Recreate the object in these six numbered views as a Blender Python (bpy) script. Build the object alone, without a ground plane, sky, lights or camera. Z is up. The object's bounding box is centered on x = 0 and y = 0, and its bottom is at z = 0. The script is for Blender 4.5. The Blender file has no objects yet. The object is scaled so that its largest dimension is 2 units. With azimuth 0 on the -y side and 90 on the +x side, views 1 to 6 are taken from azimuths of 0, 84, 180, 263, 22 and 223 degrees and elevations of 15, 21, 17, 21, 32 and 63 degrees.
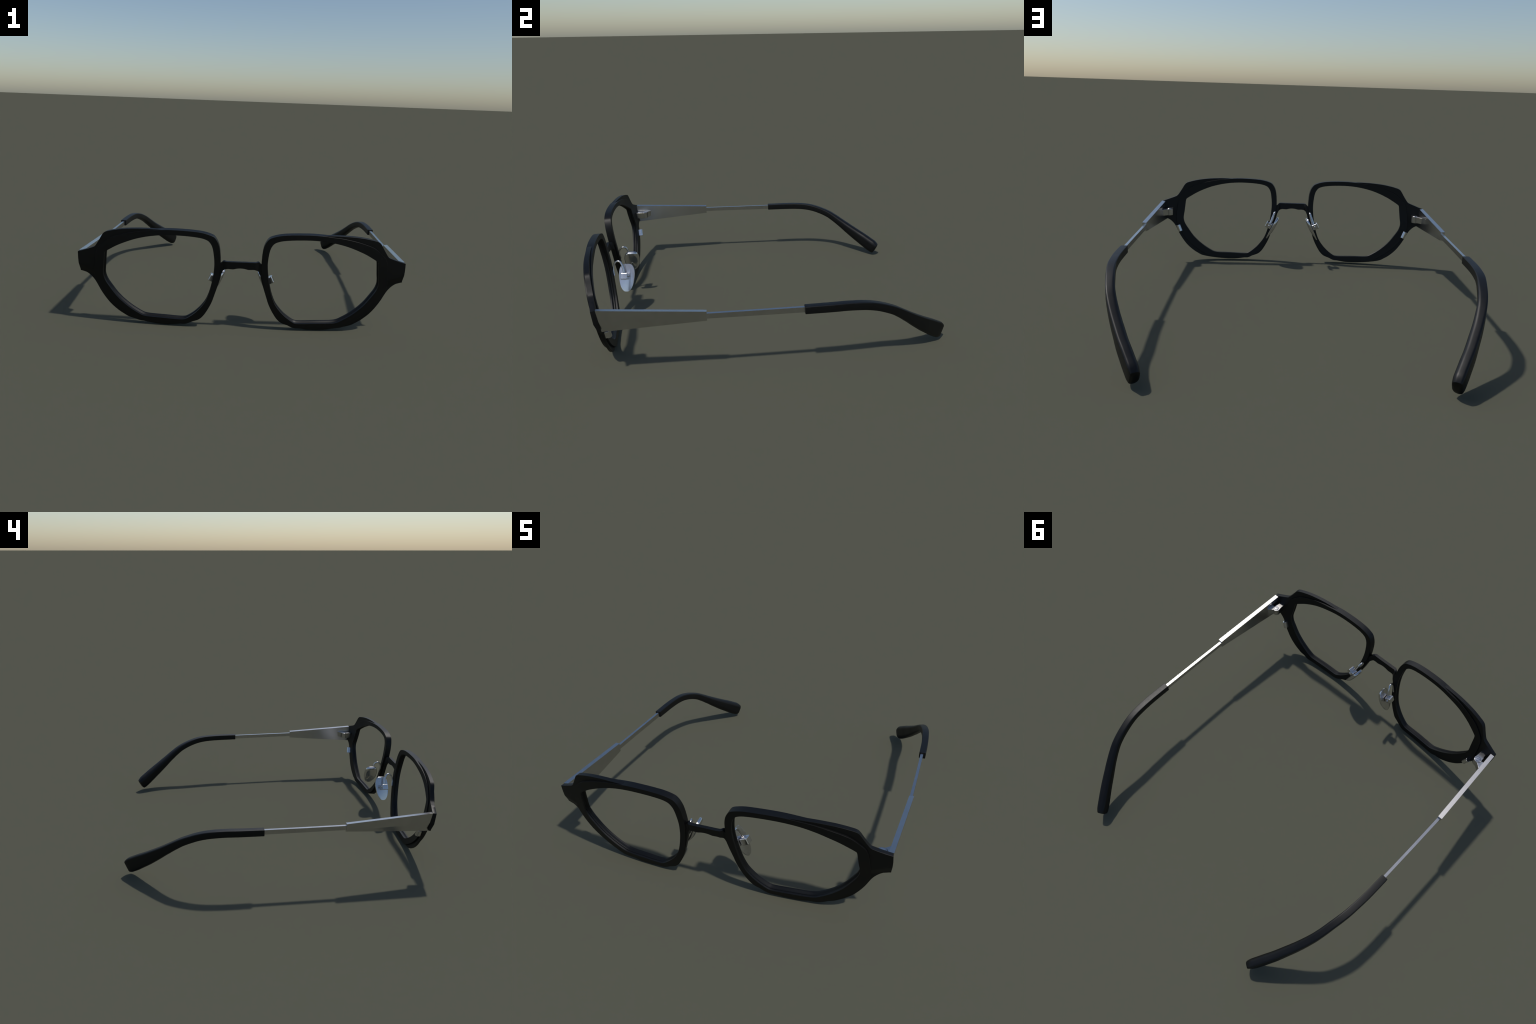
"""A pair of angular black spectacles with silver temples, open and resting on the ground.
Every part is built for the wearer's x > 0 half and mirrored; the front is bent over one
smooth curved surface (the face form), the other parts are lofts, prisms and tubes."""
import bpy, bmesh, math
import numpy as np
from mathutils import Vector

# ------------------------------------------------------------------ helpers
def V(*a):
    return np.array(a, float)

def unit(v):
    return v / np.linalg.norm(v)

def smoothstep(a, b, x):
    t = min(1.0, max(0.0, (x - a) / (b - a)))
    return t * t * (3 - 2 * t)

def catmull(P, n=8):
    """smooth open curve through the control points"""
    P = [np.array(p, float) for p in P]
    if len(P) < 3:
        return [P[0] + (P[-1] - P[0]) * i / n for i in range(n + 1)]
    Q = [2 * P[0] - P[1]] + P + [2 * P[-1] - P[-2]]
    out = []
    for i in range(1, len(Q) - 2):
        p0, p1, p2, p3 = Q[i - 1:i + 3]
        d0, d1, d2 = (max(np.linalg.norm(b - a), 1e-6) ** .5 for a, b in ((p0, p1), (p1, p2), (p2, p3)))
        m1 = (p2 - p1) + d1 * ((p1 - p0) / d0 - (p2 - p0) / (d0 + d1))
        m2 = (p2 - p1) + d1 * ((p3 - p2) / d2 - (p3 - p1) / (d1 + d2))
        for k in range(n):
            t = k / n
            out.append((2 * t ** 3 - 3 * t ** 2 + 1) * p1 + (t ** 3 - 2 * t ** 2 + t) * m1
                       + (-2 * t ** 3 + 3 * t ** 2) * p2 + (t ** 3 - t ** 2) * m2)
    out.append(P[-1])
    return out

def make_object(name, verts, faces, mat, side=1, parent=None, angle=32, kind=None):
    """mesh object from world coordinates; side=-1 mirrors it to the other half"""
    me = bpy.data.meshes.new(name)
    vs = [(float(v[0]) * side, float(v[1]), float(v[2])) for v in verts]
    me.from_pydata(vs, [], [tuple(f) if side > 0 else tuple(reversed(f)) for f in faces])
    bm = bmesh.new()
    bm.from_mesh(me)
    bmesh.ops.remove_doubles(bm, verts=bm.verts, dist=1e-6)
    bmesh.ops.recalc_face_normals(bm, faces=bm.faces)
    bm.to_mesh(me)
    bm.free()
    me.polygons.foreach_set("use_smooth", [True] * len(me.polygons))
    me.set_sharp_from_angle(angle=math.radians(angle))
    me.materials.append(mat)
    ob = bpy.data.objects.new(name, me)
    bpy.context.scene.collection.objects.link(ob)
    if parent is not None:
        ob.parent = parent
    if kind:
        ob["kind"] = kind
    return ob

def bevel(ob, width, segments=2, angle=35):
    m = ob.modifiers.new("rounded_edges", "BEVEL")
    m.width = width
    m.segments = segments
    m.limit_method = "ANGLE"
    m.angle_limit = math.radians(angle)
    m.harden_normals = True
    return ob

def loft(sections, closed=False, caps=True):
    """skin over equal-length closed cross-sections"""
    n = len(sections[0])
    verts = [p for s in sections for p in s]
    faces = []
    m = len(sections)
    for i in range(m if closed else m - 1):
        a, b = i * n, ((i + 1) % m) * n
        for j in range(n):
            k = (j + 1) % n
            faces.append((a + j, a + k, b + k, b + j))
    if caps and not closed:
        faces.append(tuple(range(n))[::-1])
        faces.append(tuple((m - 1) * n + j for j in range(n)))
    return verts, faces

def join(*parts):
    verts, faces = [], []
    for v, f in parts:
        o = len(verts)
        verts += list(v)
        faces += [tuple(i + o for i in q) for q in f]
    return verts, faces

def tube(path, radius, sides=14):
    path = [np.array(p, float) for p in path]
    secs = []
    up = V(1, 0, 0)
    for i, p in enumerate(path):
        t = unit(path[min(i + 1, len(path) - 1)] - path[max(i - 1, 0)])
        u = unit(up - t * (up @ t))
        w = np.cross(t, u)
        r = radius(i / (len(path) - 1)) if callable(radius) else radius
        secs.append([p + r * (u * math.cos(a) + w * math.sin(a))
                     for a in np.linspace(0, 2 * math.pi, sides, endpoint=False)])
        up = u
    return loft(secs)

def prism(outline, c, e1, e2, e3, depth):
    """outline in the plane e1,e2 around c, pushed along e3"""
    a = [c + e1 * u + e2 * v for u, v in outline]
    b = [p + e3 * depth for p in a]
    return loft([a, b])

# ------------------------------------------------------------------ materials
def principled(name):
    mat = bpy.data.materials.new(name)
    mat.use_nodes = True
    return mat, mat.node_tree.nodes, mat.node_tree.links, mat.node_tree.nodes["Principled BSDF"]

def noise(nodes, links, scale, detail=3.0):
    tc = nodes.new("ShaderNodeTexCoord")
    n = nodes.new("ShaderNodeTexNoise")
    n.inputs["Scale"].default_value = scale
    n.inputs["Detail"].default_value = detail
    links.new(tc.outputs["Object"], n.inputs["Vector"])
    return n, tc

def ramp(nodes, links, src, stops):
    r = nodes.new("ShaderNodeValToRGB")
    while len(r.color_ramp.elements) < len(stops):
        r.color_ramp.elements.new(0.5)
    for e, (p, c) in zip(r.color_ramp.elements, stops):
        e.position = p
        e.color = (c[0], c[1], c[2], 1)
    links.new(src, r.inputs["Fac"])
    return r

def black_material(name, base, rough, grain):
    mat, nodes, links, p = principled(name)
    n, _ = noise(nodes, links, grain, 4)
    c = ramp(nodes, links, n.outputs["Fac"], [(0.3, [b * .8 for b in base]), (0.7, [b * 1.25 for b in base])])
    links.new(c.outputs["Color"], p.inputs["Base Color"])
    r = nodes.new("ShaderNodeMapRange")
    r.inputs["To Min"].default_value = rough - .04
    r.inputs["To Max"].default_value = rough + .04
    links.new(n.outputs["Fac"], r.inputs["Value"])
    links.new(r.outputs["Result"], p.inputs["Roughness"])
    p.inputs["Specular IOR Level"].default_value = 0.33
    return mat

def metal_material(name, base, rough, speckle):
    mat, nodes, links, p = principled(name)
    p.inputs["Metallic"].default_value = 1.0
    n, tc = noise(nodes, links, 18, 4)
    c = ramp(nodes, links, n.outputs["Fac"], [(0.3, [b * .95 for b in base]), (0.7, [b * 1.04 for b in base])])
    out = c.outputs["Color"]
    if speckle:
        # sparse tiny dark pits in the satin finish
        vo = nodes.new("ShaderNodeTexVoronoi")
        vo.inputs["Scale"].default_value = 26
        links.new(tc.outputs["Object"], vo.inputs["Vector"])
        n2, _ = noise(nodes, links, 9, 2)
        size = nodes.new("ShaderNodeMapRange")
        size.inputs["From Min"].default_value = .5
        size.inputs["From Max"].default_value = .75
        size.inputs["To Min"].default_value = 0.0
        size.inputs["To Max"].default_value = .13
        links.new(n2.outputs["Fac"], size.inputs["Value"])
        lt = nodes.new("ShaderNodeMath")
        lt.operation = "LESS_THAN"
        links.new(vo.outputs["Distance"], lt.inputs[0])
        links.new(size.outputs["Result"], lt.inputs[1])
        mix = nodes.new("ShaderNodeMix")
        mix.data_type = "RGBA"
        links.new(lt.outputs["Value"], mix.inputs["Factor"])
        links.new(out, mix.inputs["A"])
        mix.inputs["B"].default_value = (base[0] * .7, base[1] * .68, base[2] * .66, 1)
        out = mix.outputs["Result"]
    links.new(out, p.inputs["Base Color"])
    p.inputs["Roughness"].default_value = rough
    return mat

FRAME_BLACK = black_material("satin_black_frame", (.0018, .0019, .0019), .48, 60)
TIP_BLACK = black_material("black_rubbery_tip", (.0028, .0029, .0030), .45, 60)
SATIN = metal_material("satin_silver", (.58, .57, .56), .25, True)
BRIGHT = metal_material("bright_silver", (.66, .65, .65), .22, False)
PIN = metal_material("dark_inlay", (.30, .30, .31), .22, False)

# ------------------------------------------------------------------ the face form
def S(x, z):
    # sheet tilted forward at the top, bowed across each lens, a little flatter beside the nose
    flat = .006 * math.exp(-((z - .33) / .13) ** 2) * (1 - smoothstep(.18, .45, x))
    return -.196 * z - .079 * x + .168 * x * x + .115 * z * z + flat

def lug_set_back(x, z):
    s = min(1.0, max(0.0, (x - .82) / .105)) ** 1.5
    return -.003 * s

def flange_set_back(x, z):
    """the sheet folds back below a crease that runs from the end piece along the lower outside"""
    crease = .349 - .33 * max(0.0, .93 - x) if x > .80 else .306 - .45 * (.80 - x)
    return min(.0105, .27 * max(0.0, crease - z)) * smoothstep(.45, .68, x)

def on_form(x, z, level, depth):
    """point on the curved front: level = y offset of the sheet, depth = along its normal"""
    sx, sz = -.079 + .336 * x, -.196 + .23 * z
    n = unit(V(-sx, 1, -sz))
    return V(x, S(x, z) + level + lug_set_back(x, z), z) + n * depth

RIM_LEVEL, PLATE_LEVEL = -.914, -.910
PLATE_T = .0245
def rim_depth(x):
    return .041 - .002 * smoothstep(.45, .78, x)

def rim_level(x, z):
    # the ring stands a little further out of the sheet towards the temple, upper half
    return RIM_LEVEL - .0055 * smoothstep(.48, .66, x) * smoothstep(.25, .42, z)

# ------------------------------------------------------------------ outlines, seen from the front (x, z)
# a "/" marks a crisp corner at the point before it
OPENING = [(.148, .395), (.149, .426), (.152, .455), (.157, .485), (.165, .508), (.181, .529), (.198, .538),
           (.220, .5445), (.25, .549), (.29, .5525), (.34, .5545), (.39, .5545), (.44, .5515), (.49, .545),
           (.54, .535), (.59, .521), (.64, .502), (.69, .479), (.735, .453), (.755, .4405), (.764, .4335),
           (.768, .422), (.771, .400), (.777, .350), (.783, .308), (.7825, .289), (.7725, .257), (.747, .216),
           (.715, .171), (.68, .134), (.635, .097), (.592, .069), (.566, .0555), (.545, .0505), (.44, .0465),
           (.337, .043), (.318, .0455), (.302, .054), (.277, .072), (.25, .096), (.222, .128), (.2, .16),
           (.185, .194), (.173, .232), (.163, .275), (.154, .325), (.150, .360)]
RIM_OUT = [(.1135, .403), (.1145, .44), (.118, .48), (.1255, .512), (.138, .538), (.152, .5545), (.17, .563),
           (.19, .5695), (.22, .576), (.27, .581), (.34, .5838), (.4, .5838), (.45, .5805), (.503, .5745),
           (.545, .5700), (.59, .562), (.642, .5495), (.69, .534), (.728, .519), (.755, .501), (.783, .477),
           (.804, .455), (.815, .434), (.822, .405), (.830, .353), (.834, .311), (.834, .283), (.828, .258),
           (.808, .213), (.778, .166), (.735, .119), (.69, .083), (.645, .052), (.610, .030), (.580, .0185),
           (.53, .0165), (.42, .0145), (.345, .0125), (.315, .0135), (.291, .023), (.258, .044), (.224, .066),
           (.202, .096), (.178, .136), (.15, .202), (.133, .269), (.121, .335), (.115, .375)]
PLATE_OUT = [(.119, .403), (.120, .44), (.124, .478), (.131, .508), (.143, .533), (.157, .547), (.175, .556),
             (.22, .568), (.27, .573), (.34, .5755), (.4, .5765), (.43, .5805), (.50, .5825), (.56, .5812),
             (.61, .578), (.66, .5725), (.70, .5655), (.735, .557), (.755, .551), (.766, .5445), (.7745, .5350),
             (.796, .5005), (.819, .4665), (.828, .4570), (.84, .4515), (.867, .441), (.903, .428), (.9282, .4200),
             "/", (.9297, .38), (.9282, .34), (.9255, .3010), "/", (.900, .2970), (.878, .286), (.858, .268),
             (.843, .249), (.828, .221), (.812, .188), (.790, .151), (.756, .106), (.712, .066), (.68, .045),
             (.655, .031), (.625, .0225), (.596, .017), (.56, .0115), (.524, .0075), (.476, .0035), (.44, .0025),
             (.40, .0035), (.36, .0085), (.329, .014), (.284, .027), (.262, .0345), (.241, .043), (.225, .055),
             (.213, .068), (.199, .088), (.178, .125), (.160, .165), (.147, .205), (.132, .252), (.119, .294),
             (.1085, .337), (.1075, .35), (.111, .368), (.117, .385)]

CENTRE = V(.46, .30)

def dense(outline):
    """closed smooth outline -> (samples, corner points)"""
    runs, run, corners = [], [], []
    for p in outline:
        if p == "/":
            runs.append(run)
            corners.append(np.array(run[-1]))
            run = [run[-1]]
        else:
            run.append(p)
    if not runs:
        pts = run[-2:] + run + run[:3]          # wrap around so that the seam is smooth
        c = catmull(pts, 8)
        return c[16:16 + 8 * len(run)], corners
    runs[0] = run + runs[0]
    out = []
    for r in runs:
        out += catmull(r, 8)[:-1]
    return out, corners

def angle_of(p):
    return math.atan2(p[1] - CENTRE[1], p[0] - CENTRE[0]) % (2 * math.pi)

def by_angle(samples):
    a = np.array([angle_of(p) for p in samples])
    o = np.argsort(a)
    a, P = a[o], np.array(samples)[o]
    a = np.concatenate([[a[-1] - 2 * math.pi], a, [a[0] + 2 * math.pi]])
    P = np.concatenate([P[-1:], P, P[:1]])
    return lambda t: V(np.interp(t, a, P[:, 0]), np.interp(t, a, P[:, 1]))

opening_pts, _ = dense(OPENING)
rim_pts, _ = dense(RIM_OUT)
plate_pts, plate_corners = dense(PLATE_OUT)
f_open, f_rim, f_plate = by_angle(opening_pts), by_angle(rim_pts), by_angle(plate_pts)
ANGLES = sorted(set(list(np.linspace(0, 2 * math.pi, 420, endpoint=False)) + [angle_of(c) for c in plate_corners]))

def rim_mesh():
    """ring with flat front and back, softened edges and a V groove for the lens inside"""
    secs = []
    for t in ANGLES:
        i, o = f_open(t), f_rim(t)
        d = unit(o - i)
        T = rim_depth(.5 * (i[0] + o[0]))
        e, g = .0006, .0065
        m = .5 * (i + o)
        prof = [(i + d * e, 0), (m, 0), (o - d * e, 0), (o, e), (o, T - e), (o - d * e, T), (m, T), (i + d * e, T),
                (i, T - e), (i, T - .009), (i + d * g, T * .5 + .002), (i + d * g, T * .5 - .003), (i, .009), (i, e)]
        secs.append([on_form(p[0], p[1], rim_level(p[0], p[1]), k) for p, k in prof])
    return loft(secs, closed=True)

def plate_mesh():
    """thinner sheet behind the ring's front face; carries the end piece and the lower outer flange"""
    secs = []
    for t in ANGLES:
        i, r, o = f_open(t), f_rim(t), f_plate(t)
        i = i + (r - i) * .5
        d = unit(o - i)
        e = .0006
        w = np.linalg.norm(o - i)
        fr = [i + d * (w - e) * k / 5 for k in range(6)]
        f = [flange_set_back(p[0], p[1]) for p in fr]      # only the front face folds back: the flange is thinner
        prof = [(p, k) for p, k in zip(fr, f)] + [(o, f[-1] + e), (o, PLATE_T - e)] + [(p, PLATE_T) for p in reversed(fr)]
        secs.append([on_form(p[0], p[1], PLATE_LEVEL, k) for p, k in prof])
    return loft(secs, closed=True)

def bridge_mesh():
    top = catmull([(0, .415), (.03, .415), (.06, .415), (.085, .4155), (.094, .4152), (.099, .4125), (.106, .404),
                   (.115, .396), (.123, .389)], 5)
    bot = catmull([(0, .3785), (.015, .3775), (.030, .3745), (.037, .3725), (.046, .3715), (.07, .3725), (.083, .3700),
                   (.092, .3655), (.099, .3580), (.104, .347), (.108, .338), (.123, .333)], 5)
    tx, tz = zip(*top)
    bx, bz = zip(*bot)
    secs = []
    for x in np.linspace(-.123, .123, 83):
        a = abs(x)
        zt, zb = np.interp(a, tx, tz), np.interp(a, bx, bz)
        k = smoothstep(.080, .104, a)
        def pt(z, depth):
            p = V(x, -.987 - .13 * (z - .412) + depth * .86, z)
            q = on_form(max(a, .06), z, PLATE_LEVEL + .0007, depth * .95)
            q[0] = x
            return p * (1 - k) + q * k
        e, T = .0006, PLATE_T
        m = .5 * (zt + zb)
        prof = [(zt - e, 0), (m, 0), (zb + e, 0), (zb, e), (zb, T - e), (zb + e, T), (m, T), (zt - e, T), (zt, T - e), (zt, e)]
        secs.append([pt(z, d) for z, d in prof])
    return loft(secs)

# ------------------------------------------------------------------ assemble
glasses = bpy.data.objects.new("eyeglasses", None)
bpy.context.scene.collection.objects.link(glasses)
glasses["label"] = "angular black eyeglasses with silver temples and no lenses"
glasses["category"] = "eyeglasses"

frame = make_object("bridge", *bridge_mesh(), FRAME_BLACK, 1, glasses)

# --- temple: tapered creased plate, thin rod, black bent tip
ARM_FRONT = [V(.927, -.8800, .4230), V(.920, -.8715, .3560), V(.904, -.8665, .2950), V(.892, -.8680, .2970), V(.902, -.8850, .4215)]
ARM_END = [V(.942, -.343, .3920), V(.9375, -.343, .3435), V(.929, -.343, .3355), V(.9175, -.343, .3360), V(.9165, -.343, .3900)]

def arm_mesh():
    secs = [[a + (b - a) * t for a, b in zip(ARM_FRONT, ARM_END)] for t in np.linspace(0, 1, 13)]
    return loft(secs)

def rod_mesh():
    def sec(y, x0, x1, z0, z1):
        return [V(x0, y, z0), V(x1, y, z0), V(x1, y, z1), V(x0, y, z1)]
    return loft([sec(-.352, .9185, .9345, .3500, .3775), sec(-.1, .9160, .9315, .3490, .3770), sec(.175, .9110, .9265, .3480, .3770)])

# top outer edge of the tip, then its width and height along it
TIP_EDGE = [(.940, .151, .3825), (.9385, .22, .3833), (.936, .30, .3838), (.930, .375, .3835), (.9235, .44, .3800),
            (.9150, .49, .3735), (.9030, .545, .3600), (.8890, .605, .3385), (.8740, .655, .3160), (.8540, .705, .2860),
            (.8290, .758, .2515), (.8005, .812, .2170), (.7695, .868, .1825), (.7385, .918, .1525), (.7125, .959, .1255)]
TIP_W = [.038, .0385, .039, .0395, .041, .042, .0430, .044, .0455, .0475, .0495, .0515, .0525, .0535, .0535]
TIP_H = [.0405, .041, .0415, .042, .043, .044, .0450, .047, .0495, .054, .061, .072, .083, .091, .0955]
TIP_ROUND = [0, 0, 0, .08, .2, .35, .5, .65, .78, .9, 1, 1, 1, 1, 1]
# blunt end: distance beyond the last point, width, height, inset from the outer side and from the top edge
TIP_END = [(.022, .0535, .0965, 0, 0), (.036, .053, .0955, .0003, .0010), (.048, .0515, .0925, .0010, .0040),
           (.062, .0475, .0845, .0026, .0085), (.0675, .0445, .0790, .0042, .0115), (.0700, .038, .064, .0080, .0190),
           (.0725, .026, .042, .0140, .030), (.0732, .008, .016, .0230, .0435)]

def tip_mesh():
    edge = catmull(TIP_EDGE, 6)
    n = len(edge)
    at = np.linspace(0, len(TIP_EDGE) - 1, n)
    key = np.arange(len(TIP_EDGE))
    rows = []
    for i, p in enumerate(edge):
        t = unit(edge[min(i + 1, n - 1)] - edge[max(i - 1, 0)])
        w, h, r = (np.interp(at[i], key, a) for a in (TIP_W, TIP_H, TIP_ROUND))
        rows.append((p, t, w, h, r, 0, 0))
    t = unit(np.array(TIP_EDGE[-1]) - np.array(TIP_EDGE[-3]))
    rows += [(edge[-1] + t * a, t, w, h, 1, si, ti) for a, w, h, si, ti in TIP_END]
    secs = []
    for p, t, w, h, r, si, ti in rows:
        inward = unit(V(-t[1], t[0], 0))
        down = np.cross(inward, t)
        if down[2] > 0:
            down = -down
        # corner radii (across, down): nearly square at the sleeve, egg-shaped towards the end
        def rad(across, down_):
            return .0032 + (across * w - .0032) * r, .0032 + (down_ * h - .0032) * r
        ot, it, ib, ob = rad(.24, .13), rad(.46, .30), rad(.49, .36), rad(.46, .18)
        p = p + inward * (si - .2 * ot[0]) + down * (ti - .25 * ot[1])
        sec = []
        for cx, cz, a0, (rx, rz) in ((ot[0], ot[1], math.pi, ot), (w - it[0], it[1], 1.5 * math.pi, it),
                                     (w - ib[0], h - ib[1], 0, ib), (ob[0], h - ob[1], .5 * math.pi, ob)):
            for q in np.linspace(0, .5 * math.pi, 8):
                sec.append(p + inward * (cx + rx * math.cos(a0 + q)) + down * (cz + rz * math.sin(a0 + q)))
        secs.append(sec)
    return loft(secs)

# --- hinge
HINGE = V(.864, -.826, 0)
def ngon(c, r, z, n=28):
    return [V(c[0] + r * math.cos(a), c[1] + r * math.sin(a), z) for a in np.linspace(0, 2 * math.pi, n, endpoint=False)]

def frame_leaf_mesh():
    left = [(.8455, -.888), (.8455, -.864), (.8435, -.843)]
    arc = [(HINGE[0] + .0235 * math.cos(a), HINGE[1] + .0235 * math.sin(a)) for a in np.linspace(math.radians(200), math.radians(-25), 22)]
    right = [(.8865, -.852), (.8825, -.862), (.882, -.890)]
    out = left + arc + right
    z0, z1 = .3355, .3795
    return loft([[V(x, y, z0) for x, y in out], [V(x, y, z1) for x, y in out]])

def arm_leaf_mesh():
    out = [(.864, -.8005), (.873, -.8010), (.886, -.7915), (.896, -.7805), (.909, -.772), (.912, -.829), (.889, -.829), (.8885, -.815), (.880, -.8065)]
    z0, z1 = .3365, .3785
    return loft([[V(x, y, z0) for x, y in out], [V(x, y, z1) for x, y in out]])

def screw_mesh():
    ring = [ngon(HINGE, r, z) for r, z in ((.0152, .374), (.0152, .3808), (.0135, .3822), (.006, .3826), (.0005, .3826))]
    return loft(ring)

def slot_inlay_mesh():
    # driver slot imitated by a thin dark inlay just proud of the head, and the dark seat around it
    d, n = unit(V(.021, -.004, 0)), unit(V(.004, .021, 0))
    c = V(HINGE[0], HINGE[1], .3822)
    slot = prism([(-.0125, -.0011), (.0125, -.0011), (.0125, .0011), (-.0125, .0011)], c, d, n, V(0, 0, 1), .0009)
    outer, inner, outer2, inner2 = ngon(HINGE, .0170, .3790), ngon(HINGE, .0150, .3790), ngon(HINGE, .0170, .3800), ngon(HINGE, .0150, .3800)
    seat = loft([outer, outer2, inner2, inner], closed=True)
    return join(slot, seat)

# --- barrel that closes the rim, lower outer corner
def barrel_mesh():
    ax = unit(V(.19, -.10, .97) * 1.0)
    ax = unit(V(.36, -.10, .92))
    back = unit(V(0, 1, 0) - ax * ax[1])
    sidev = np.cross(ax, back)
    c = V(.8035, -.8590, .2330) - ax * .024
    r = .0145
    out = [(-r, -.022), (-r, .002)] + [(-r * math.cos(a), .002 + r * math.sin(a)) for a in np.linspace(.15, math.pi - .15, 14)] + [(r, .002), (r, -.022)]
    return prism(out, c, sidev, back, ax, .048), (c, ax, back)

# --- nose pad
PAD_TOP, PAD_BOT = V(.1085, -.8400, .3375), V(.1835, -.8480, .1815)
PA = unit(PAD_BOT - PAD_TOP)
PW = V(-.08, -.99, 0)
PW = unit(PW - PA * (PW @ PA))
PN = np.cross(PA, PW)
if PN[0] > 0:
    PN = -PN
PAD_L = np.linalg.norm(PAD_BOT - PAD_TOP)
PAD_HALF = [(0, .014), (.008, .022), (.035, .0305), (.09, .038), (.18, .0445), (.3, .0478), (.42, .048), (.55, .0462), (.68, .0425),
            (.8, .0365), (.9, .0280), (.96, .0195), (.99, .012), (1, .006)]

def pad_mesh():
    """flat inside, domed towards the nose"""
    key, half = zip(*PAD_HALF)
    right = [(t, w) for t, w in catmull(PAD_HALF, 4)]
    outline = [(t * PAD_L, w) for t, w in right] + [(t * PAD_L, -w) for t, w in reversed(right)]
    c = V(.46 * PAD_L, 0)
    rings = []
        # (inset of the edge, height towards the nose): straight side, broad rounding, gently domed face
    for d, n in ((0.001, 0.0), (0, .001), (0, .009), (.0012, .0135), (.0045, .0178), (.0095, .0208), (.016, .0222), (.026, .0232), (.036, .0238), (.045, .024)):
        k = 1 - d / .048
        ka = 1 - d / (.5 * PAD_L) * (1 + d / .048)
        kb = max(.02, ka - 2.6 * d * (1 - d / .05))      # the dome falls away sooner at the lower end
        rings.append([PAD_TOP + PA * (c[0] + (a - c[0]) * (ka if a < c[0] else kb)) + PW * (w * k)
                      + PN * n * (1 - .6 * smoothstep(.5, 1.0, a / PAD_L)) for a, w in outline])
    return loft(rings)

BOX_C = V(.1655, -.8530, .2800)
def pad_box_mesh():
    h = [(-.0215, -.0180), (.0215, -.0180), (.0215, .0215), (-.0215, .0215)]
    base = BOX_C + PN * .024
    return prism(h, base, PW, PA, -PN, .0445)

def pad_knob_mesh():
    c = BOX_C - PW * .0215 + PN * .004
    secs = []
    for a in np.linspace(.05, math.pi - .05, 9):
        secs.append([c - PW * .0075 * math.cos(a) + (PN * math.cos(b) + PA * math.sin(b)) * .0065 * math.sin(a)
                     for b in np.linspace(0, 2 * math.pi, 14, endpoint=False)])
    return loft(secs)

WIRE = [(.1480, -.9170, .2790), (.1380, -.9205, .3020), (.1315, -.9200, .3240), (.1268, -.9150, .3440), (.1245, -.9040, .3590),
        (.1245, -.8900, .3645), (.1280, -.8770, .3590), (.1345, -.8670, .3430), (.1440, -.8590, .3180), (.1560, -.8535, .2880)]

for side in (1, -1):
    plate = make_object("front_plate", *plate_mesh(), FRAME_BLACK, side, glasses)
    make_object("rim", *rim_mesh(), FRAME_BLACK, side, plate)
    (bv, bf), (bc, bax, bback) = barrel_mesh()
    barrel = bevel(make_object("rim_barrel", bv, bf, BRIGHT, side, plate), .0015)

    temple = make_object("temple", *arm_mesh(), SATIN, side, glasses, angle=3)
    make_object("temple_rod", *rod_mesh(), SATIN, side, temple)
    bevel(make_object("temple_tip", *tip_mesh(), TIP_BLACK, side, temple, angle=40), .0015, 2, 60)
    hinge = make_object("hinge", *join(frame_leaf_mesh(), arm_leaf_mesh()), SATIN, side, temple)
    bevel(hinge, .0012)
    make_object("hinge_screw", *screw_mesh(), BRIGHT, side, temple)
    make_object("screw_slot_inlay", *slot_inlay_mesh(), PIN, side, temple)

    pad = make_object("nose_pad", *pad_mesh(), BRIGHT, side, glasses, angle=40)
    make_object("pad_arm", *tube(catmull(WIRE, 6), lambda t: .0048 + .0017 * smoothstep(.3, .65, t)), BRIGHT, side, pad, angle=60)
    bevel(make_object("pad_box", *pad_box_mesh(), BRIGHT, side, pad), .005, 3)
    make_object("pad_screw", *pad_knob_mesh(), BRIGHT, side, pad, angle=60)

bpy.context.view_layer.update()
